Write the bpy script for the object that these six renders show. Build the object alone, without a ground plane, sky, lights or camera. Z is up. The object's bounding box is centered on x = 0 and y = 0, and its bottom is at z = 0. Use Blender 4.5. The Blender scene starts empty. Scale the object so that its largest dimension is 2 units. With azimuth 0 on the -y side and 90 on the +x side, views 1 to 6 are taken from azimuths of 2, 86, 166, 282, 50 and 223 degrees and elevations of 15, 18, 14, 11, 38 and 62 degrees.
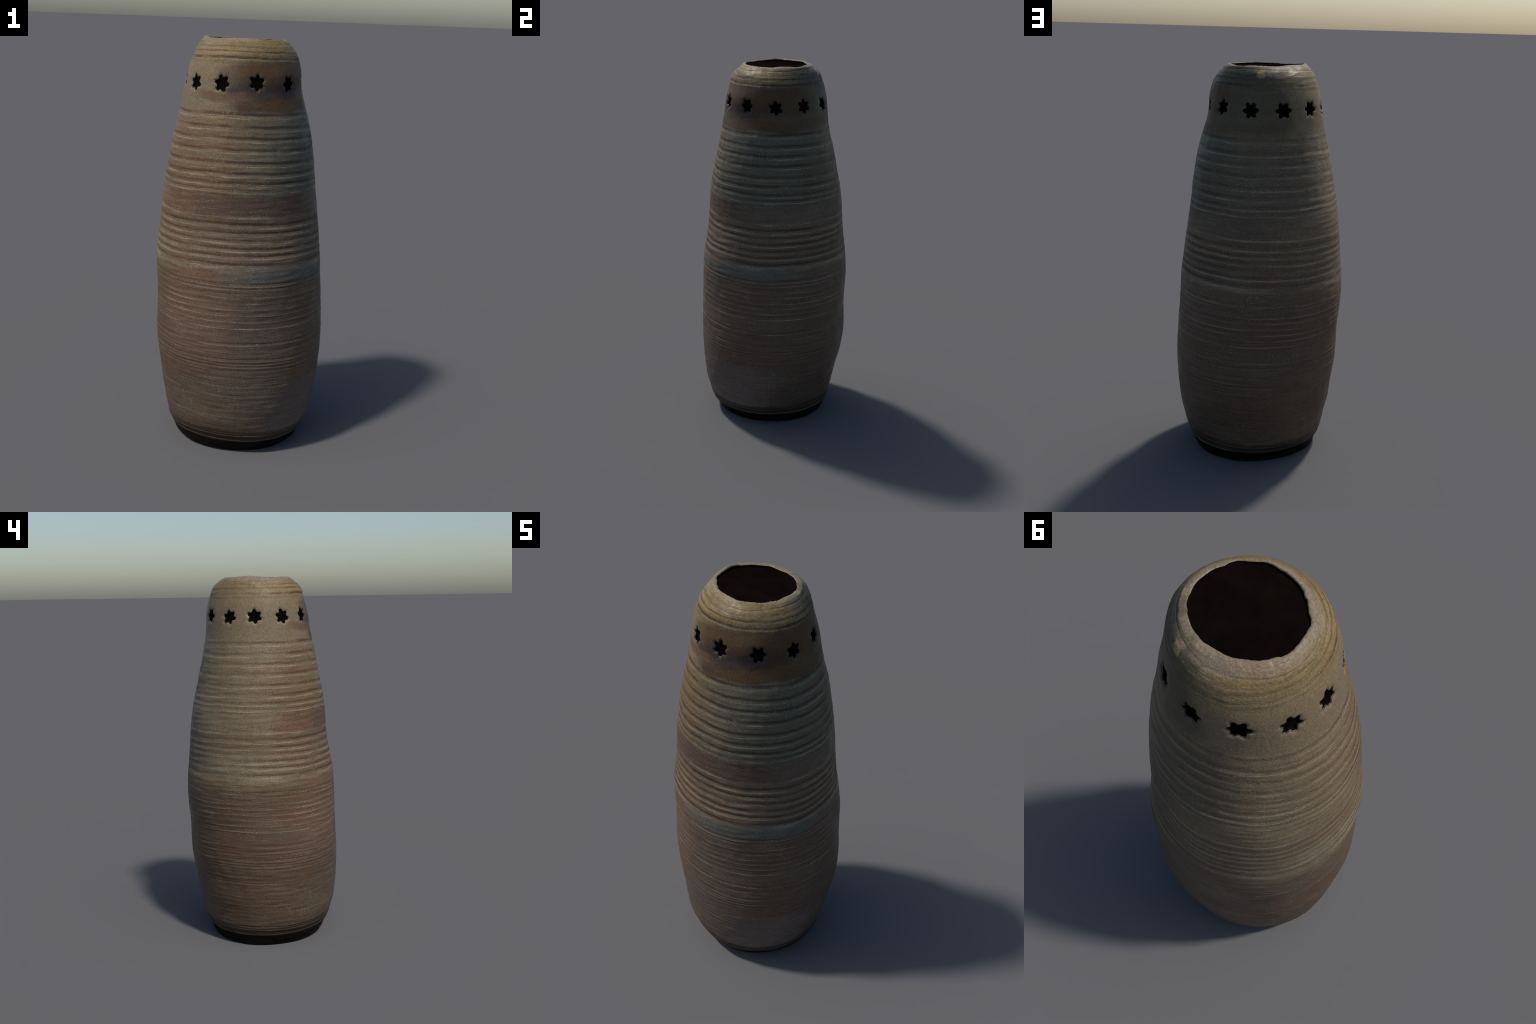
# Tall hand-thrown stoneware vase: throwing rings, ash-glaze flashes, a collar
# pierced by eleven star cut-outs, a narrow uneven mouth and a dark foot.
import bpy, math, random
import numpy as np

rng = np.random.default_rng(7)
random.seed(7)
TAU = 2 * math.pi

# ----------------------------------------------------------------------------
# 1. FORM OF THE POT
# Height, mean radius, then how the thrown wall is out of round at that height:
# cos/sin of 1x azimuth (lean), 2x (oval), 3x (three-sided).
# Azimuth 0 looks to -y, 90 to +x.
# ----------------------------------------------------------------------------
PROFILE = np.array([
    (0.000, 0.3094, 0.0172, 0.0053, -0.0075, -0.0010, 0.0034, 0.0050),
    (0.030, 0.3249, 0.0186, 0.0090, -0.0053, -0.0010, 0.0021, 0.0040),
    (0.060, 0.3396, 0.0189, 0.0108, -0.0040, 0.0014, 0.0004, 0.0054),
    (0.100, 0.3564, 0.0204, 0.0083, -0.0020, 0.0050, -0.0016, 0.0016),
    (0.160, 0.3727, 0.0223, 0.0098, -0.0001, 0.0022, -0.0000, -0.0004),
    (0.250, 0.3910, 0.0165, 0.0125, -0.0016, 0.0026, 0.0013, 0.0012),
    (0.370, 0.4063, 0.0096, 0.0121, -0.0015, 0.0006, 0.0002, 0.0017),
    (0.500, 0.4165, 0.0036, 0.0059, -0.0029, -0.0018, 0.0003, -0.0006),
    (0.650, 0.4150, 0.0004, 0.0002, -0.0038, -0.0031, 0.0008, -0.0036),
    (0.800, 0.4138, -0.0077, -0.0072, -0.0019, 0.0004, 0.0020, -0.0025),
    (0.950, 0.4070, -0.0052, -0.0145, -0.0042, 0.0022, -0.0017, -0.0020),
    (1.100, 0.3892, -0.0109, -0.0159, -0.0060, 0.0016, -0.0011, -0.0038),
    (1.250, 0.3761, -0.0119, -0.0174, -0.0042, 0.0004, -0.0006, -0.0024),
    (1.400, 0.3541, -0.0086, -0.0125, -0.0056, -0.0015, -0.0012, -0.0005),
    (1.550, 0.3254, -0.0097, -0.0086, -0.0079, -0.0006, -0.0015, 0.0002),
    (1.660, 0.3004, -0.0101, -0.0097, -0.0058, 0.0013, -0.0004, -0.0002),
    (1.750, 0.2837, -0.0146, -0.0134, -0.0024, 0.0004, -0.0005, -0.0001),
    (1.830, 0.2721, -0.0143, -0.0114, -0.0021, 0.0042, -0.0026, -0.0023),
    (1.890, 0.2569, -0.0161, -0.0089, -0.0028, 0.0030, -0.0012, -0.0031),
    (1.930, 0.2426, -0.0159, -0.0077, -0.0009, 0.0035, 0.0009, -0.0027),
    (1.960, 0.2242, -0.0185, -0.0088, -0.0024, 0.0048, 0.0010, -0.0000),
    (1.985, 0.2059, -0.0194, -0.0099, -0.0070, 0.0021, 0.0033, 0.0013),
])
Z_SHOULDER = 1.985          # where the outer wall turns into the lip


def natural_spline(xk, yk, x):
    """Natural cubic spline through (xk, yk[..., cols]) evaluated at x."""
    n = len(xk)
    h = np.diff(xk)
    A = np.eye(n)
    b = np.zeros((n, yk.shape[1]))
    for i in range(1, n - 1):
        A[i, i - 1], A[i, i], A[i, i + 1] = h[i - 1], 2 * (h[i - 1] + h[i]), h[i]
        b[i] = 6 * ((yk[i + 1] - yk[i]) / h[i] - (yk[i] - yk[i - 1]) / h[i - 1])
    m = np.linalg.solve(A, b)
    k = np.clip(np.searchsorted(xk, x) - 1, 0, n - 2)
    t = (x - xk[k])[:, None]
    hh = h[k][:, None]
    return (yk[k] + t * ((yk[k + 1] - yk[k]) / hh - hh * (2 * m[k] + m[k + 1]) / 6)
            + t * t * m[k] / 2 + t ** 3 * (m[k + 1] - m[k]) / (6 * hh))


def wall_radius(z, th):
    """Smooth outer wall radius on the grid z (rows) x th (columns)."""
    c = natural_spline(PROFILE[:, 0], PROFILE[:, 1:], np.clip(z, 0, Z_SHOULDER))
    f = np.stack([np.ones_like(th), np.cos(th), np.sin(th), np.cos(2 * th),
                  np.sin(2 * th), np.cos(3 * th), np.sin(3 * th)])
    return c @ f


# Throwing rings: heights of the raised, paler crests and of the darker grooves.
# (height, strength)
CRESTS = [(1.943, .5), (1.925, .4), (1.896, .5), (1.638, .9), (1.582, 1), (1.533, 1), (1.483, .9), (1.424, .9),
          (1.377, 1), (1.335, 1), (1.304, 1), (1.191, 1), (1.141, 1), (1.106, 1),
          (1.071, 1), (1.033, 1), (1.002, 1), (.962, .9), (.871, 1), (.855, .8),
          (.818, .9), (.790, .9), (.758, 1), (.729, .9), (.699, 1), (.667, 1),
          (.582, .8), (.549, .7), (.535, .5), (.502, .8), (.486, .6), (.471, .7), (.450, .6),
          (.408, .5), (.371, .5), (.317, .6), (.293, .4), (.272, .5), (.245, .4),
          (.0985, .9), (.069, 1)]
GROOVES = [(1.953, .5), (1.935, .8), (1.905, 1), (1.656, 1), (1.599, 1), (1.549, 1), (1.498, 1), (1.441, 1), (1.393, 1),
           (1.349, 1), (1.320, .8), (1.295, .2), (1.206, .3), (1.162, 1), (1.122, 1), (1.087, 1),
           (1.050, 1), (1.016, 1), (.976, 1), (.887, .8), (.864, .8), (.841, .6),
           (.804, .6), (.777, .5), (.743, .6), (.711, .4), (.689, .8), (.594, .9), (.562, .9),
           (.543, .5), (.516, .9), (.494, .6), (.479, .8), (.459, .8), (.422, .8), (.394, .6), (.379, .6), (.330, .5),
           (.305, .3), (.283, .3), (.252, .4), (.213, .4), (.118, .8), (.084, 1)]
# the rings are not quite level: ring height offset as a sum of sines of azimuth
WOBBLE = [(.0044, 1, -2.79), (.0011, 3, .6), (.0007, 5, 2.1), (.0006, 9, 4.0)]
WOBBLE_BIAS = -.0015


def ring_wobble(th):
    w = np.full_like(th, WOBBLE_BIAS)
    for a, k, p in WOBBLE:
        w = w - a * np.cos(k * th + p) * (1 if k == 1 else -1)
    return w


LINE_TOP = .955             # below this height the rings are thin combed lines
LINE_HALF = .0060


def ring_key():
    """(height, value) keys of the ring profile: -1 in a groove, +1 on a crest."""
    feats = sorted([(z, +s) for z, s in CRESTS] + [(z, -s) for z, s in GROOVES])
    keys = [(0.0, .05)]
    for i, (z, v) in enumerate(feats):
        zn, vn = feats[i + 1] if i + 1 < len(feats) else (2.0, 0)
        if z < LINE_TOP:
            zp = keys[-1][0]
            if z - LINE_HALF > zp:
                keys.append((z - LINE_HALF, 0.0))
            keys.append((z, v))
            keys.append((min(z + LINE_HALF, (z + zn) / 2), 0.0))
        else:
            keys.append((z, v))
            gap = zn - z
            if v < 0 and gap > .022:          # groove: its floor is broad, then a worn slope
                keys.append((z + .0065, v * .60))
                keys.append((z + .013, -.05))
                if vn > 0 and gap > .03:
                    keys.append((zn - .007, .30))
            elif v > 0 and gap > .022:
                keys.append((z + .010, .0))
                keys.append((zn - .010, .0))
    keys.append((2.0, 0.0))
    keys = sorted(keys)
    out = [keys[0]]
    for k in keys[1:]:
        if k[0] - out[-1][0] > .0008:
            out.append(k)
    return out


def ring_relief(z, th):
    """Height of the throwing rings, in metres, on the grid."""
    kz, kv = np.array(ring_key()).T
    zz = z[:, None] - ring_wobble(th)[None, :]
    i = np.clip(np.searchsorted(kz, zz) - 1, 0, len(kz) - 2)
    t = np.clip((zz - kz[i]) / (kz[i + 1] - kz[i]), 0, 1)
    t = t * t * (3 - 2 * t)
    v = kv[i] * (1 - t) + kv[i + 1] * t
    amp = np.interp(z, [0, .05, .1, .3, .45, .6, .7, .9, 1.0, 1.3, 1.65, 1.7, 1.9, 1.96],
                    [.0006, .0032, .0032, .0009, .0014, .0013, .0010, .0008, .0007, .0007, .0008, .0007, .0010, .001])
    # each ring fades and swells around the pot
    f = np.zeros_like(v)
    for k in range(1, 7):
        f += np.cos(k * th[None, :] + 37.0 * z[:, None] * (1 + .3 * k) + k * k * 1.7) / k
    return v * amp[:, None] * np.clip(.80 + .38 * f, .15, 1.4)


def wrap(a):
    return (a + math.pi) % TAU - math.pi


def soft_noise(th, z, seed, kth, kz, n=26):
    """Cheap smooth noise, periodic around the pot (sum of random waves)."""
    r = np.random.default_rng(seed)
    out = np.zeros((len(z), len(th)))
    for _ in range(n):
        a = int(r.integers(-kth, kth + 1))
        b = r.uniform(-kz, kz)
        p = r.uniform(0, TAU)
        out += np.cos(a * th[None, :] + b * z[:, None] + p)
    return out / math.sqrt(n / 2)


# Mouth: height of the lip around the pot (azimuth in degrees -> metres)
LIP_HEIGHT = [(0, 1.996), (26, 1.993), (48, 1.991), (70, 1.989), (81, 1.988), (98, 1.992), (110, 1.991),
              (123, 1.986), (135, 1.986), (150, 1.990), (186, 1.988), (210, 1.995), (226, 1.995), (240, 1.995),
              (263, 2.000), (290, 1.994), (311, 1.992), (325, 1.995)]


def lip_height(th):
    a = np.array([(x, y) for x, y in LIP_HEIGHT])
    x = np.concatenate([a[:, 0] - 360, a[:, 0], a[:, 0] + 360])
    y = np.tile(a[:, 1], 3)
    d = np.degrees(th) % 360
    i = np.searchsorted(x, d, side='right') - 1
    t = (d - x[i]) / (x[i + 1] - x[i])
    t = t * t * (3 - 2 * t)
    return y[i] * (1 - t) + y[i + 1] * t


# Star cut-outs in the collar: azimuth (deg), height, turn (deg), size
STARS = [(15.0, 1.800, 86, 1.04), (53.0, 1.796, 2, 1.00), (88.2, 1.788, 96, 1.00), (122.3, 1.793, 92, 1.0),
         (156.0, 1.787, 5, 1.03), (187.3, 1.790, 3, 1.03), (217.5, 1.795, 58, 1.0), (248.4, 1.788, 45, .96),
         (275.9, 1.790, 97, 1.0), (306.0, 1.789, 44, 1.02), (338.5, 1.794, 49, 1.04)]
STAR_OUT, STAR_IN = .0375, .0268


def star_outline(phi, turn, size, seed):
    r = np.random.default_rng(seed)
    c = np.cos(6 * (phi - math.radians(turn)))
    lobe = (np.clip(c * .5 + .5, 0, 1)) ** 1.0
    rad = STAR_IN + (STAR_OUT - STAR_IN) * (lobe * lobe * (3 - 2 * lobe)) ** .9
    for k in (1, 2, 3, 5):
        rad = rad * (1 + r.uniform(.01, .035) * np.cos(k * phi + r.uniform(0, TAU)))
    return rad * size


# ----------------------------------------------------------------------------
# 2. MESH OF THE OUTER SKIN, built as one sheet and then divided into parts
# ----------------------------------------------------------------------------
NT = 1000
th = np.linspace(0, TAU, NT, endpoint=False)

Z_FOOT, Z_COLLAR, Z_NECK, Z_LIP = .063, 1.668, 1.884, 1.966
sections = [(0.0, Z_FOOT, 30), (Z_FOOT, Z_COLLAR, 660), (Z_COLLAR, Z_NECK, 120),
            (Z_NECK, Z_LIP, 44), (Z_LIP, Z_SHOULDER, 12)]
z_rows = np.concatenate([np.linspace(a, b, n, endpoint=False) for a, b, n in sections] + [[Z_SHOULDER]])
row_of = np.cumsum([0] + [s[2] for s in sections])

R = wall_radius(z_rows, th)
# swells and flats of the hand-thrown wall: azimuth, half width, height, half height, depth
SWELLS = [(45, 30, .58, .30, .006), (30, 20, 1.32, .18, .004), (322, 20, 1.55, .15, .004), (55, 18, .60, .10, -.003),
          (128, 28, .22, .10, -.008), (165, 18, .27, .10, -.006), (150, 25, 1.88, .07, -.006), (205, 25, 1.60, .20, -.003),
          (330, 26, .03, .035, .008), (216, 16, .03, .035, .008)]


def swell_radius(th, z):
    d = 0
    for az, hw, zc, hz, a in SWELLS:
        da = np.degrees((th - math.radians(az) + math.pi) % TAU - math.pi)
        d = d + a * np.exp(-(da / hw) ** 2 - ((z - zc) / hz) ** 2)
    # the foot stands a little wider than the profile, the shoulder of the lip is worn in
    d = d + (.002 + .004 * np.cos(th - math.radians(150))) * np.clip(1 - z / .05, 0, 1) ** 1.3
    d = d - .010 * np.clip((z - 1.945) / .04, 0, 1) ** 1.5
    return d


R += swell_radius(th[None, :], z_rows[:, None])
R += ring_relief(z_rows, th)
on_collar = (np.clip((z_rows - 1.66) / .015, 0, 1) * np.clip((1.895 - z_rows) / .015, 0, 1))[:, None]
R += .0010 * soft_noise(th, z_rows, 3, 9, 14) + .00035 * (1 - on_collar) * soft_noise(th, z_rows, 4, 14, 260)
R += .0004 * (1 - .7 * on_collar) * soft_noise(th, z_rows, 5, 40, 60)
on_neck = np.clip((z_rows - 1.89) / .02, 0, 1)[:, None]
R += .00022 * on_neck * soft_noise(th, z_rows, 6, 26, 260, 40)
# incised line under the lip, and a foot edge that is softly rounded
crease = 1.971 + .0025 * np.cos(2 * th + 1) + .0015 * np.cos(5 * th)
R -= .0022 * np.exp(-((z_rows[:, None] - crease[None, :]) / .0022) ** 2)
R -= .004 * np.clip(1 - z_rows / .010, 0, 1)[:, None] ** 2
# small chips and blisters near the mouth
lipwave = .0013 * soft_noise(th, np.array([0.0]), 11, 14, 1)[0] + .0002 * soft_noise(th, np.array([0.0]), 12, 60, 1)[0]
ztop = lip_height(th)
TH = np.repeat(th[None, :], len(z_rows), 0)
Zg = np.repeat(z_rows[:, None], NT, 1)

# lip: roll over the edge and down into the mouth (radius drop, height)
LIP_ROLL = [(.006, .35), (.011, .68), (.017, .92), (.022, 1.0), (.0265, .93), (.0295, .55), (.0305, 0.1), (.031, -.5)]
# chips bitten out of the inner edge: azimuth, half width (deg), depth
CHIPS = [(253, 5, .004), (297, 7, .005), (64, 7, .005), (338, 9, .003), (180, 9, .003), (128, 8, .003)]
bite = sum(a * np.exp(-(np.degrees(wrap(th - math.radians(az))) / hw) ** 4) for az, hw, a in CHIPS)
R_lip = []
Z_lip = []
for d, f in LIP_ROLL:
    R_lip.append(R[-1] - d * (.86 + .05 * np.cos(3 * th + 1) - .24 * np.cos(th - math.radians(45))) - (lipwave - bite) * min(1, d / .022))
    Z_lip.append(Z_SHOULDER + f * (ztop - Z_SHOULDER) if f > 0 else np.full(NT, Z_SHOULDER + f * .008))
R_lip = np.array(R_lip)
Z_lip = np.array(Z_lip)
lump = soft_noise(th, np.arange(len(LIP_ROLL)) * .006, 13, 70, 300, 40)
Z_lip += .00035 * lump * np.array([.5, .8, 1, 1, 1, .6, .3, 0])[:, None]
Z_lip = np.minimum(Z_lip, 2.0)

OUT_R = np.vstack([R, R_lip])
OUT_Z = np.vstack([Zg, Z_lip])
OUT_T = np.repeat(th[None, :], len(OUT_R), 0)
nrow = len(OUT_R)

# snap the sheet to the star outlines and mark what is inside
R_REF = .275
inside_star = np.full((nrow, NT), -1)


def cut_stars(T, Z, dip=None):
    """Snap grid (T, Z) to the star outlines. Returns the star index inside (or -1)."""
    ins = np.full(T.shape, -1)
    T2, Z2 = T.copy(), Z.copy()
    for k, (az, zc, turn, size) in enumerate(STARS):
        a = wrap(T - math.radians(az)) * R_REF
        b = Z - zc
        near = (np.abs(a) < .06) & (np.abs(b) < .06)
        rho = np.hypot(a, b)
        phi = np.arctan2(b, a)
        rad = star_outline(phi, turn, size, 100 + k)
        i = near & (rho < rad)
        ins[i] = k
        # an inside vertex is moved out to the outline if it touches an outside one
        pad = np.pad(i, ((1, 1), (0, 0)))
        nb = np.zeros_like(i)
        for dr in (-1, 0, 1):
            row = pad[1 + dr: 1 + dr + len(i)]
            for dc in (-1, 0, 1):
                nb |= ~np.roll(row, dc, 1)
        edge = i & nb
        sc = rad[edge] / np.maximum(rho[edge], 1e-6)
        T2[edge] = math.radians(az) + a[edge] * sc / R_REF
        Z2[edge] = zc + b[edge] * sc
        if dip is not None:
            d = np.maximum(np.hypot(wrap(T2 - math.radians(az)) * R_REF, Z2 - zc) - rad, 0)
            dip[near] += (.0040 * np.exp(-(d / .0060) ** 1.4))[near] 
    return ins, T2, Z2


dip = np.zeros((nrow, NT))
c0, c1 = row_of[2], row_of[3]
sub = slice(c0, c1 + 1)
dsub = np.zeros((c1 + 1 - c0, NT))
ins, T2, Z2 = cut_stars(OUT_T[sub], OUT_Z[sub], dsub)
inside_star[sub] = ins
# radius must follow the moved vertices: resample smooth wall there
moved = (np.abs(T2 - OUT_T[sub]) > 1e-9) | (np.abs(Z2 - OUT_Z[sub]) > 1e-9)
mr, mc = np.nonzero(moved)
coef = natural_spline(PROFILE[:, 0], PROFILE[:, 1:], np.concatenate([Z2[moved], OUT_Z[sub][moved]]))
tt = np.concatenate([T2[moved], OUT_T[sub][moved]])
ff = np.stack([np.ones_like(tt), np.cos(tt), np.sin(tt), np.cos(2 * tt), np.sin(2 * tt), np.cos(3 * tt), np.sin(3 * tt)], 1)
rr = (coef * ff).sum(1)
half = len(rr) // 2
Rsub = OUT_R[sub].copy()
Rsub[moved] += rr[:half] - rr[half:]
OUT_R[sub] = Rsub - dsub
OUT_T[sub], OUT_Z[sub] = T2, Z2


def to_xyz(r, t, z):
    return np.stack([r * np.sin(t), -r * np.cos(t), z], -1)


P = to_xyz(OUT_R, OUT_T, OUT_Z)


def sheet_normals(P):
    """Area-weighted vertex normals of a sheet closed in the column direction."""
    Pn = np.roll(P, -1, 1)
    d1 = Pn[1:] - P[:-1]
    d2 = P[1:] - Pn[:-1]
    f = np.cross(d1, d2)                       # per quad
    n = np.zeros_like(P)
    for part in (f, np.roll(f, 1, 1)):
        n[:-1] += part
        n[1:] += part
    # outward for the wall
    n /= np.maximum(np.linalg.norm(n, axis=-1, keepdims=True), 1e-12)
    return n


N = sheet_normals(P)
mid = nrow // 2
if (N[mid, 0] * (P[mid, 0] * [1, 1, 0])).sum() < 0:
    N = -N


def quads_of(r0, r1, skip=None):
    """Quads of rows r0..r1, counter-clockwise seen from outside."""
    r = np.arange(r0, r1)[:, None]
    c = np.arange(NT)[None, :]
    cn = (c + 1) % NT
    q = np.stack([r * NT + c, r * NT + cn, (r + 1) * NT + cn, (r + 1) * NT + c], -1).reshape(-1, 4)
    if skip is not None:
        s = skip.reshape(-1)
        q = q[~(s[q] >= 0).all(1)]
    return q


def mesh_object(name, verts, faces, mat, normals=None, parent=None):
    """Mesh object from flat arrays; faces all have the same number of corners."""
    used = np.unique(faces)
    remap = np.full(len(verts), -1)
    remap[used] = np.arange(len(used))
    v = verts[used]
    f = remap[faces]
    me = bpy.data.meshes.new(name)
    n = f.shape[1]
    me.vertices.add(len(v))
    me.vertices.foreach_set("co", v.astype(np.float32).ravel())
    me.loops.add(f.size)
    me.loops.foreach_set("vertex_index", f.astype(np.int32).ravel())
    me.polygons.add(len(f))
    me.polygons.foreach_set("loop_start", np.arange(0, f.size, n, dtype=np.int32))
    me.update(calc_edges=True)
    me.validate()
    me.polygons.foreach_set("use_smooth", np.ones(len(me.polygons), dtype=bool))
    me.materials.append(mat)
    if normals is not None:
        me.normals_split_custom_set_from_vertices(normals[used].tolist())
    me.update()
    ob = bpy.data.objects.new(name, me)
    bpy.context.scene.collection.objects.link(ob)
    if parent is not None:
        ob.parent = parent
    return ob


# ----------------------------------------------------------------------------
# 3. GLAZE AND CLAY: procedural materials
# ----------------------------------------------------------------------------
class Nodes:
    def __init__(self, name):
        self.mat = bpy.data.materials.new(name)
        self.mat.use_nodes = True
        self.t = self.mat.node_tree
        self.t.nodes.clear()

    def new(self, kind):
        return self.t.nodes.new(kind)

    def link(self, a, b):
        self.t.links.new(a, b)

    def put(self, sock, v):
        if hasattr(v, 'is_output') or isinstance(v, bpy.types.NodeSocket):
            self.link(v, sock)
        elif isinstance(v, (tuple, list)) and len(v) == 3 and sock.type == 'RGBA':
            sock.default_value = (*v, 1)
        else:
            sock.default_value = v

    def math(self, op, a, b=0.0, c=0.0, clamp=False):
        n = self.new('ShaderNodeMath')
        n.operation = op
        n.use_clamp = clamp
        for s, v in zip(n.inputs, (a, b, c)):
            self.put(s, v)
        return n.outputs[0]

    def step(self, v, lo, hi, a=0.0, b=1.0):
        n = self.new('ShaderNodeMapRange')
        n.interpolation_type = 'SMOOTHSTEP'
        for k, x in (('Value', v), ('From Min', lo), ('From Max', hi), ('To Min', a), ('To Max', b)):
            self.put(n.inputs[k], x)
        return n.outputs[0]

    def mix(self, fac, a, b, blend='MIX'):
        n = self.new('ShaderNodeMix')
        n.data_type = 'RGBA'
        n.blend_type = blend
        n.clamp_factor = True
        self.put(n.inputs[0], fac)
        self.put(n.inputs[6], a)
        self.put(n.inputs[7], b)
        return n.outputs[2]

    def noise(self, vec, scale, detail=3, rough=.5, dist=0.0):
        n = self.new('ShaderNodeTexNoise')
        self.link(vec, n.inputs['Vector'])
        n.inputs['Scale'].default_value = scale
        n.inputs['Detail'].default_value = detail
        n.inputs['Roughness'].default_value = rough
        n.inputs['Distortion'].default_value = dist
        return n.outputs[0]

    def combine(self, x, y, z):
        n = self.new('ShaderNodeCombineXYZ')
        for s, v in zip(n.inputs, (x, y, z)):
            self.put(s, v)
        return n.outputs[0]

    def ramp(self, fac, stops, interp='LINEAR'):
        n = self.new('ShaderNodeValToRGB')
        n.color_ramp.interpolation = interp
        els = n.color_ramp.elements
        while len(els) > 1:
            els.remove(els[-1])
        for i, (p, c) in enumerate(stops):
            e = els[0] if i == 0 else els.new(p)
            e.position = p
            e.color = (*c, 1) if isinstance(c, tuple) else (c, c, c, 1)
        self.put(n.inputs[0], fac)
        return n.outputs[0]

    def coords(self):
        n = self.new('ShaderNodeTexCoord')
        s = self.new('ShaderNodeSeparateXYZ')
        self.link(n.outputs['Object'], s.inputs[0])
        x, y, z = s.outputs
        ang = self.math('ARCTAN2', x, self.math('MULTIPLY', y, -1.0))
        return n.outputs['Object'], x, y, z, ang

    def finish(self, color, rough, normal=None, spec=.5, coat=0.0):
        b = self.new('ShaderNodeBsdfPrincipled')
        o = self.new('ShaderNodeOutputMaterial')
        self.put(b.inputs['Base Color'], color)
        self.put(b.inputs['Roughness'], rough)
        b.inputs['Specular IOR Level'].default_value = spec
        if normal is not None:
            self.link(normal, b.inputs['Normal'])
        self.link(b.outputs[0], o.inputs[0])
        return self.mat


# glaze flashes: azimuth, half width (deg), height, half height, softness (share), colour, strength
FLASHES = [
    # lower body: greyer, browner away from the flame side
    (140, 95, .45, .47, .5, (.092, .070, .054), .8),
    (55, 32, .22, .16, .6, (.122, .106, .104), .75),
    (5, 32, .55, .35, .7, (.094, .076, .064), .7),
    (332, 24, .75, .22, .6, (.135, .092, .068), .7),
    (348, 24, .29, .10, .7, (.085, .078, .060), .5),
    (100, 18, .25, .16, .6, (.072, .060, .048), .6),
    # ringed belt at the widest part
    (110, 100, 1.06, .19, .7, (.094, .076, .058), .75),
    (345, 40, 1.07, .12, .4, (.125, .095, .072), .7),
    (265, 35, 1.00, .07, .5, (.185, .165, .120), .7),
    (268, 40, .925, .035, .5, (.160, .135, .085), .6),
    # pale blue slip bands
    (50, 48, .924, .038, .45, (.088, .098, .094), .85),
    (80, 22, 1.285, .026, .4, (.110, .122, .118), .8),
    # upper body: green-grey on the shaded side, brown flashes
    (30, 45, 1.46, .22, .5, (.086, .078, .054), .7),
    (84, 58, 1.46, .22, .45, (.076, .085, .066), .9),
    (160, 50, 1.45, .20, .5, (.078, .070, .052), .75),
    (325, 32, 1.45, .20, .6, (.130, .096, .055), .8),
    (12, 58, 1.245, .058, .5, (.080, .052, .044), .8),
    (120, 55, 1.245, .05, .35, (.095, .078, .066), .8),
    (313, 14, 1.245, .050, .7, (.140, .078, .050), .7),
    # collar: purple-brown flash, green-grey next to it
    (148, 48, 1.775, .11, .4, (.070, .065, .042), .92),
    (52, 66, 1.775, .112, .25, (.048, .031, .020), .95),
    (34, 48, 1.757, .034, .5, (.038, .028, .034), .8),
    (95, 36, 1.765, .09, .6, (.054, .036, .019), .6),
    (338, 24, 1.735, .022, .6, (.110, .066, .045), .8),
    (35, 45, 1.850, .028, .6, (.078, .048, .023), .75),
    (62, 48, 1.700, .024, .6, (.075, .046, .019), .75),
    (104, 18, 1.82, .06, .6, (.066, .042, .020), .6),
    # neck: ochre, slate grey beside it
    (45, 82, 1.946, .034, .45, (.156, .120, .054), .85),
    (238, 45, 1.945, .026, .5, (.165, .136, .070), .7),
    (146, 40, 1.925, .050, .5, (.058, .056, .042), .92),
    (168, 4, 1.958, .014, .5, (.330, .260, .150), .9),
]

BODY_TONES = [(.00, (.090, .065, .047)), (.15, (.092, .066, .047)),
              (.30, (.096, .067, .047)), (.60, (.098, .067, .048)), (.74, (.103, .072, .052)), (.95, (.128, .097, .064)),
              (1.02, (.142, .110, .070)), (1.25, (.165, .135, .090)), (1.60, (.172, .141, .092)), (1.80, (.175, .145, .098)),
              (1.90, (.180, .145, .083)), (1.95, (.190, .153, .080)), (1.975, (.195, .168, .122)), (2.0, (.19, .165, .122))]


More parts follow.
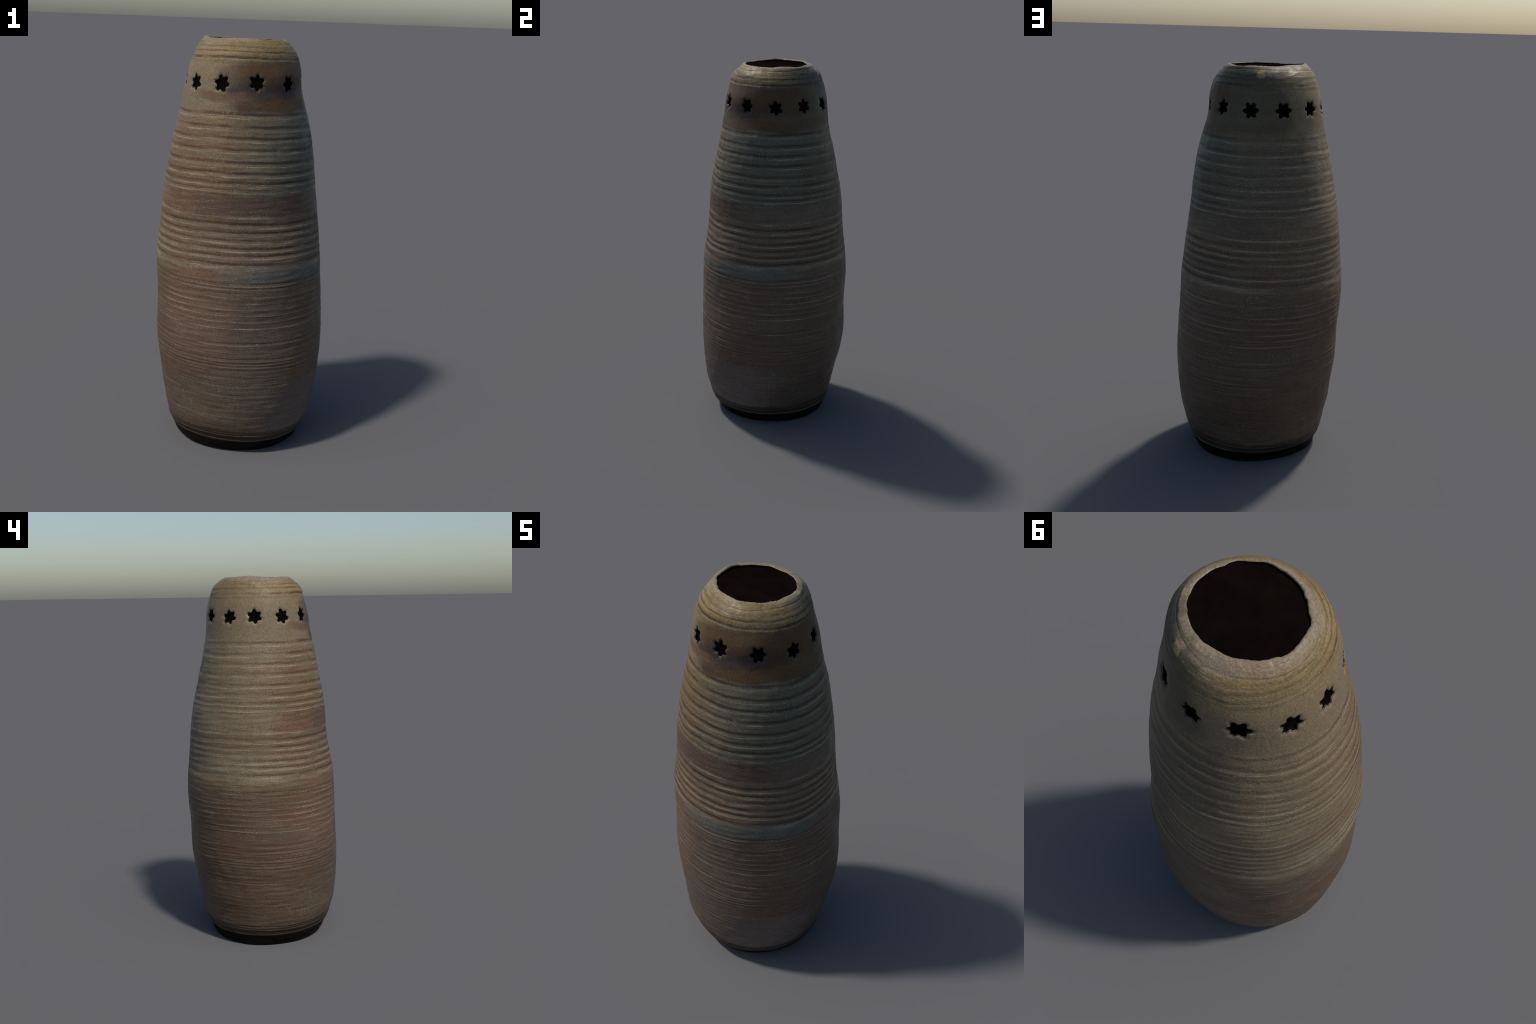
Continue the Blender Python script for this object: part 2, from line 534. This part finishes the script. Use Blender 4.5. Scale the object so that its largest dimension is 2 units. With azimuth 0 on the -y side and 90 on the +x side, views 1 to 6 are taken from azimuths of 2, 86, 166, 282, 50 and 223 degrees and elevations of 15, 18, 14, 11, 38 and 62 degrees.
def glaze_material():
    g = Nodes("ash_glazed_stoneware")
    obj, x, y, z, ang = g.coords()
    # slightly warped coordinates for organic edges
    n1 = g.math('SUBTRACT', g.noise(obj, 5.0, 4, .55), .5)
    n2 = g.math('SUBTRACT', g.noise(obj, 17.0, 3, .5), .5)
    zw = g.math('ADD', z, g.math('ADD', g.math('MULTIPLY', n1, .085), g.math('MULTIPLY', n2, .03)))
    aw = g.math('ADD', ang, g.math('ADD', g.math('MULTIPLY', n1, .75), g.math('MULTIPLY', n2, .35)))
    # height measured along the rings
    zr = g.math('SUBTRACT', z, WOBBLE_BIAS)
    for a, k, p in WOBBLE:
        cs = g.math('COSINE', g.math('MULTIPLY_ADD', ang, float(k), p))
        zr = g.math('MULTIPLY_ADD', cs, a * (1 if k == 1 else -1), zr)
    zr = g.math('MULTIPLY_ADD', n2, .0022, zr)
    n3 = g.math('SUBTRACT', g.noise(obj, 34.0, 2, .5), .5)
    zr = g.math('MULTIPLY_ADD', n3, .0042, zr)

    col = g.ramp(g.math('MULTIPLY', zw, .5), [(h / 2, c) for h, c in BODY_TONES])
    for az, hw, zc, hz, soft, c, s in FLASHES:
        ca = g.math('COSINE', g.math('SUBTRACT', aw, math.radians(az)))
        inner = math.cos(math.radians(hw * (1 - soft)))
        outer = math.cos(math.radians(min(178, hw * (1 + soft * .8))))
        ma = g.step(ca, outer, inner)
        dz = g.math('ABSOLUTE', g.math('SUBTRACT', zw, zc))
        mz = g.step(dz, hz * (1 - soft * .7), hz * (1 + soft * .7), 1.0, 0.0)
        col = g.mix(g.math('MULTIPLY', g.math('MULTIPLY', ma, mz), s), col, c)

    # drifting ash: olive and pinkish clouds, drawn out a little along the rings
    cv = g.combine(x, y, g.math('MULTIPLY', z, 2.6))
    cloud = g.noise(cv, 3.4, 4, .6)
    col = g.mix(g.step(cloud, .50, .68, 0.0, .45), col, g.mix(.55, col, (.125, .122, .085)))
    cloud2 = g.noise(g.combine(y, x, g.math('MULTIPLY', z, 3.1)), 4.1, 4, .6)
    col = g.mix(g.step(cloud2, .52, .68, 0.0, .5), col, g.mix(1.0, col, (1.08, .88, .80), 'MULTIPLY'))
    # streaks drawn out along the rings: noise fine in height, long in azimuth
    sx = g.math('MULTIPLY', g.math('SINE', ang), .9)
    sy = g.math('MULTIPLY', g.math('COSINE', ang), .9)
    sv = g.combine(sx, sy, g.math('MULTIPLY', zr, 26.0))
    streak = g.noise(sv, 2.2, 4, .6)
    sv2 = g.combine(g.math('MULTIPLY', sx, 1.6), g.math('MULTIPLY', sy, 1.6), g.math('MULTIPLY', zr, 90.0))
    fine = g.noise(sv2, 2.6, 3, .65)
    swell = g.noise(g.combine(sx, sy, g.math('MULTIPLY', zr, 9.0)), 2.4, 2, .5)

    # groove and crest tints, from the same ring heights as the relief
    keys = ring_key()
    ringv = None
    i = 0
    while i < len(keys) - 1:
        ks = keys[i:i + 30]
        i += 29
        kz0, kz1 = ks[0][0], ks[-1][0]
        f = g.math('DIVIDE', g.math('SUBTRACT', zr, kz0), kz1 - kz0)
        r = g.ramp(f, [((zz - kz0) / (kz1 - kz0), .5 + .5 * v) for zz, v in ks])
        sel = g.math('MULTIPLY', g.math('GREATER_THAN', zr, kz0 if kz0 else -1.0),
                     g.math('LESS_THAN', zr, kz1 + .00001 if i < len(keys) - 1 else 9.0))
        r = g.math('MULTIPLY', g.math('SUBTRACT', r, .5), sel)
        ringv = r if ringv is None else g.math('ADD', ringv, r)
    ringv = g.math('MULTIPLY', ringv, 2.0)                     # -1 groove .. +1 crest
    groove = g.step(ringv, -.10, -.75)
    crest = g.step(ringv, .40, .95)
    # the flame side has strong rusty grooves, the side towards -x hardly any
    side = g.step(g.math('COSINE', g.math('SUBTRACT', aw, math.radians(35))), -.62, .15, .35, 1.0)
    high = g.step(z, .55, 1.0, .45, 1.0)
    gf = g.math('MULTIPLY', g.math('MULTIPLY', groove, side), g.math('MULTIPLY', high, g.step(swell, .30, .56, .42, 1.0)))
    rust = g.step(g.math('COSINE', g.math('SUBTRACT', aw, math.radians(318))), .6, .95)
    gcol = g.mix(rust, (.046, .032, .029), (.085, .046, .028))
    col = g.mix(gf, col, gcol)
    cf = g.math('MULTIPLY', crest, g.step(swell, .36, .62, .10, .92))
    pale = g.mix(.55, g.mix(1.0, col, (1.5, 1.52, 1.5), 'MULTIPLY'), (.26, .24, .19))
    col = g.mix(cf, col, pale)

    # brightness grain: streaks, pores and a faint mottling
    plain = g.math('MULTIPLY', g.step(z, 1.660, 1.675), g.step(z, 1.88, 1.895, 1.0, 0.0))     # smooth collar
    ribbed = g.math('SUBTRACT', 1.0, g.math('MULTIPLY', plain, .85))
    br = g.math('ADD', g.step(streak, .25, .75, -.10, .10), g.step(fine, .25, .75, -.08, .08))
    sv3 = g.combine(g.math('MULTIPLY', sx, 3.0), g.math('MULTIPLY', sy, 3.0), g.math('MULTIPLY', zr, 120.0))
    scr = g.noise(sv3, 1.6, 2, .5)
    br = g.math('ADD', br, g.math('SUBTRACT', g.step(scr, .64, .70, 0.0, .24), g.step(scr, .35, .29, 0.0, .22)))
    worn = g.math('MULTIPLY', g.step(g.math('COSINE', g.math('SUBTRACT', aw, math.radians(97))), .94, .975),
                  g.step(z, .36, .44, 1.0, 0.0))            # wiped patch low on the wall
    ribbed = g.math('MULTIPLY', ribbed, g.math('SUBTRACT', 1.0, g.math('MULTIPLY', worn, .8)))
    br = g.math('MULTIPLY_ADD', br, ribbed, 1.0)
    mott = g.noise(obj, 125.0, 2, .6)
    br = g.math('ADD', br, g.step(mott, .32, .68, -.14, .14))
    grain = g.noise(obj, 260.0, 2, .6)
    br = g.math('ADD', br, g.step(grain, .3, .7, -.20, .20))
    col = g.mix(1.0, col, g.combine(br, br, br), 'MULTIPLY')
    pores = g.new('ShaderNodeTexVoronoi')
    g.link(obj, pores.inputs['Vector'])
    pores.inputs['Scale'].default_value = 85.0
    pm = g.math('MULTIPLY', g.step(pores.outputs['Distance'], .10, .20, 1.0, 0.0), g.step(g.noise(obj, 7.0, 2), .5, .65))
    col = g.mix(g.math('MULTIPLY', pm, .65), col, (.04, .032, .027))

    # clustered glaze sparkles, painted into the colour as pale dots
    spk = g.new('ShaderNodeTexVoronoi')
    g.link(g.combine(x, y, g.math('MULTIPLY', z, 2.2)), spk.inputs['Vector'])
    spk.inputs['Scale'].default_value = 62.0
    patch = g.step(g.noise(g.combine(x, y, g.math('MULTIPLY', z, 1.8)), 6.0, 3), .47, .60)
    dash = g.new('ShaderNodeTexVoronoi')
    g.link(g.combine(x, y, g.math('MULTIPLY', z, 6.0)), dash.inputs['Vector'])
    dash.inputs['Scale'].default_value = 26.0
    dm = g.math('MULTIPLY', g.step(dash.outputs['Distance'], .08, .17, 1.0, 0.0), g.math('MULTIPLY', g.step(z, 1.89, 1.905), g.step(cloud, .42, .56)))
    col = g.mix(g.math('MULTIPLY', dm, .6), col, (.36, .32, .22))  # thin streak glints of the neck, drawn as pale dashes
    sm = g.math('MULTIPLY', g.step(spk.outputs['Distance'], .08, .20, 1.0, 0.0), g.math('MULTIPLY', patch, g.step(z, 1.665, 1.685, 1.0, .0)))
    col = g.mix(g.math('MULTIPLY', sm, .75), col, (.40, .38, .36))
    # relief too fine for the mesh: combed lines, grains that glint
    grit = g.new('ShaderNodeTexVoronoi')
    g.link(obj, grit.inputs['Vector'])
    grit.inputs['Scale'].default_value = 120.0
    smooth_collar = g.math('MULTIPLY', g.step(z, 1.665, 1.685, 1.0, .0), 1.0)
    gr = g.math('MULTIPLY', g.step(grit.outputs['Distance'], .05, .32, 1.0, 0.0), g.math('MULTIPLY', patch, smooth_collar))
    combed = g.math('MULTIPLY', g.math('ADD', g.math('ADD', fine, scr), g.math('MULTIPLY', streak, .4)), ribbed)
    hgt = g.math('ADD', g.math('MULTIPLY', combed, .4), g.math('ADD', g.math('MULTIPLY', gr, .7), g.math('ADD', g.math('MULTIPLY', grain, .22), g.math('MULTIPLY', mott, .25))))
    wrk = g.noise(g.combine(x, y, g.math('MULTIPLY', z, 2.5)), 38.0, 3, .55, 1.2)
    hgt = g.math('MULTIPLY_ADD', g.math('MULTIPLY', wrk, g.step(z, 1.885, 1.90)), .6, hgt)
    bump = g.new('ShaderNodeBump')
    bump.inputs['Strength'].default_value = .55
    bump.inputs['Distance'].default_value = .004
    g.link(hgt, bump.inputs['Height'])
    rough = g.step(g.noise(obj, 9.0, 3), .3, .7, .38, .58)
    # broken glints: the crests and the neck are glossier than the worn wall
    onneck = g.step(z, 1.885, 1.90)
    glint = g.math('MULTIPLY', g.math('SUBTRACT', crest, g.math('MULTIPLY', onneck, .9)), g.step(g.noise(obj, 28.0, 3), .48, .60))
    rough = g.math('MULTIPLY_ADD', glint, -.16, rough)
    # slip from the foot has crept up over the first two rings
    ft = g.step(g.math('MULTIPLY_ADD', n1, .02, zr), .104, .128, .0, 1.0)
    col = g.mix(g.math('MULTIPLY', g.math('SUBTRACT', 1.0, ft), g.step(ringv, .9, .2, .45, .85)), col, (.020, .015, .012))
    # the whole glaze sits a little warmer and deeper
    col = g.mix(1.0, col, (1.06, .965, .865), 'MULTIPLY')
    return g.finish(col, rough, bump.outputs[0], .25)


def foot_material():
    g = Nodes("dark_foot_slip")
    obj, x, y, z, ang = g.coords()
    n = g.noise(g.combine(x, y, g.math('MULTIPLY', z, 8.0)), 9.0, 4, .6)
    col = g.mix(g.step(n, .3, .75), (.003, .0024, .002), (.010, .007, .0055))
    bump = g.new('ShaderNodeBump')
    bump.inputs['Strength'].default_value = .4
    bump.inputs['Distance'].default_value = .003
    g.link(n, bump.inputs['Height'])
    return g.finish(col, .6, bump.outputs[0], .08)


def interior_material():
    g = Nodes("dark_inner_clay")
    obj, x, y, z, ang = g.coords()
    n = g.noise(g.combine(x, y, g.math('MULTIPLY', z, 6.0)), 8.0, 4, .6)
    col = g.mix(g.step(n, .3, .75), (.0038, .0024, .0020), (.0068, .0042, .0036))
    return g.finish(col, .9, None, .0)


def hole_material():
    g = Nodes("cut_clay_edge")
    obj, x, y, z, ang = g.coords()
    # glaze has run a few millimetres into the cut; the floor below is painted dark
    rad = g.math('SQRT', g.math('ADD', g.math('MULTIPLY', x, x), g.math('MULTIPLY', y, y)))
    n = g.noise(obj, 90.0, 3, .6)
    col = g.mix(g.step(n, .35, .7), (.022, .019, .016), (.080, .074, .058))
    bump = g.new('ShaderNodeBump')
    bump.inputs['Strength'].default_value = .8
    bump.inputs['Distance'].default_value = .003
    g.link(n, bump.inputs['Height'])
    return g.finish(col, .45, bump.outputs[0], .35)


GLAZE = glaze_material()
FOOT = foot_material()
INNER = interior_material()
CUT = hole_material()

# ----------------------------------------------------------------------------
# 4. PARTS
# ----------------------------------------------------------------------------
vase = bpy.data.objects.new("ceramic_vase", None)
bpy.context.scene.collection.objects.link(vase)
vase["label"] = "tall brown ridged stoneware vase with star-shaped holes"
vase["category"] = "vase"

V = P.reshape(-1, 3)
NV = N.reshape(-1, 3)
SK = inside_star
mesh_object("body", V, quads_of(row_of[1], row_of[2]), GLAZE, NV, vase)
mesh_object("collar", V, quads_of(row_of[2], row_of[3], SK), GLAZE, NV, vase)
mesh_object("neck", V, quads_of(row_of[3], row_of[4]), GLAZE, NV, vase)
LIP_INNER = row_of[5] + 6      # row where the glaze ends just inside the mouth
mesh_object("lip", V, quads_of(row_of[4], LIP_INNER), GLAZE, NV, vase)

# foot: lowest band of the wall plus the underside, slightly hollowed
under = []
for s, h in ((.985, .0), (.95, .0), (.90, .006), (.5, .008), (.02, .008)):
    under.append(to_xyz(OUT_R[0] * s, th, np.full(NT, h)))
footV = np.concatenate([np.array(under)[::-1].reshape(-1, 3), V[:(row_of[1] + 1) * NT]])
footN = np.concatenate([np.tile([0., 0., -1.], (5 * NT, 1)), NV[:(row_of[1] + 1) * NT]])
nf = quads_of(0, 5 + row_of[1])
cap = len(footV)
foot = mesh_object("foot", footV, nf, FOOT, footN, vase)

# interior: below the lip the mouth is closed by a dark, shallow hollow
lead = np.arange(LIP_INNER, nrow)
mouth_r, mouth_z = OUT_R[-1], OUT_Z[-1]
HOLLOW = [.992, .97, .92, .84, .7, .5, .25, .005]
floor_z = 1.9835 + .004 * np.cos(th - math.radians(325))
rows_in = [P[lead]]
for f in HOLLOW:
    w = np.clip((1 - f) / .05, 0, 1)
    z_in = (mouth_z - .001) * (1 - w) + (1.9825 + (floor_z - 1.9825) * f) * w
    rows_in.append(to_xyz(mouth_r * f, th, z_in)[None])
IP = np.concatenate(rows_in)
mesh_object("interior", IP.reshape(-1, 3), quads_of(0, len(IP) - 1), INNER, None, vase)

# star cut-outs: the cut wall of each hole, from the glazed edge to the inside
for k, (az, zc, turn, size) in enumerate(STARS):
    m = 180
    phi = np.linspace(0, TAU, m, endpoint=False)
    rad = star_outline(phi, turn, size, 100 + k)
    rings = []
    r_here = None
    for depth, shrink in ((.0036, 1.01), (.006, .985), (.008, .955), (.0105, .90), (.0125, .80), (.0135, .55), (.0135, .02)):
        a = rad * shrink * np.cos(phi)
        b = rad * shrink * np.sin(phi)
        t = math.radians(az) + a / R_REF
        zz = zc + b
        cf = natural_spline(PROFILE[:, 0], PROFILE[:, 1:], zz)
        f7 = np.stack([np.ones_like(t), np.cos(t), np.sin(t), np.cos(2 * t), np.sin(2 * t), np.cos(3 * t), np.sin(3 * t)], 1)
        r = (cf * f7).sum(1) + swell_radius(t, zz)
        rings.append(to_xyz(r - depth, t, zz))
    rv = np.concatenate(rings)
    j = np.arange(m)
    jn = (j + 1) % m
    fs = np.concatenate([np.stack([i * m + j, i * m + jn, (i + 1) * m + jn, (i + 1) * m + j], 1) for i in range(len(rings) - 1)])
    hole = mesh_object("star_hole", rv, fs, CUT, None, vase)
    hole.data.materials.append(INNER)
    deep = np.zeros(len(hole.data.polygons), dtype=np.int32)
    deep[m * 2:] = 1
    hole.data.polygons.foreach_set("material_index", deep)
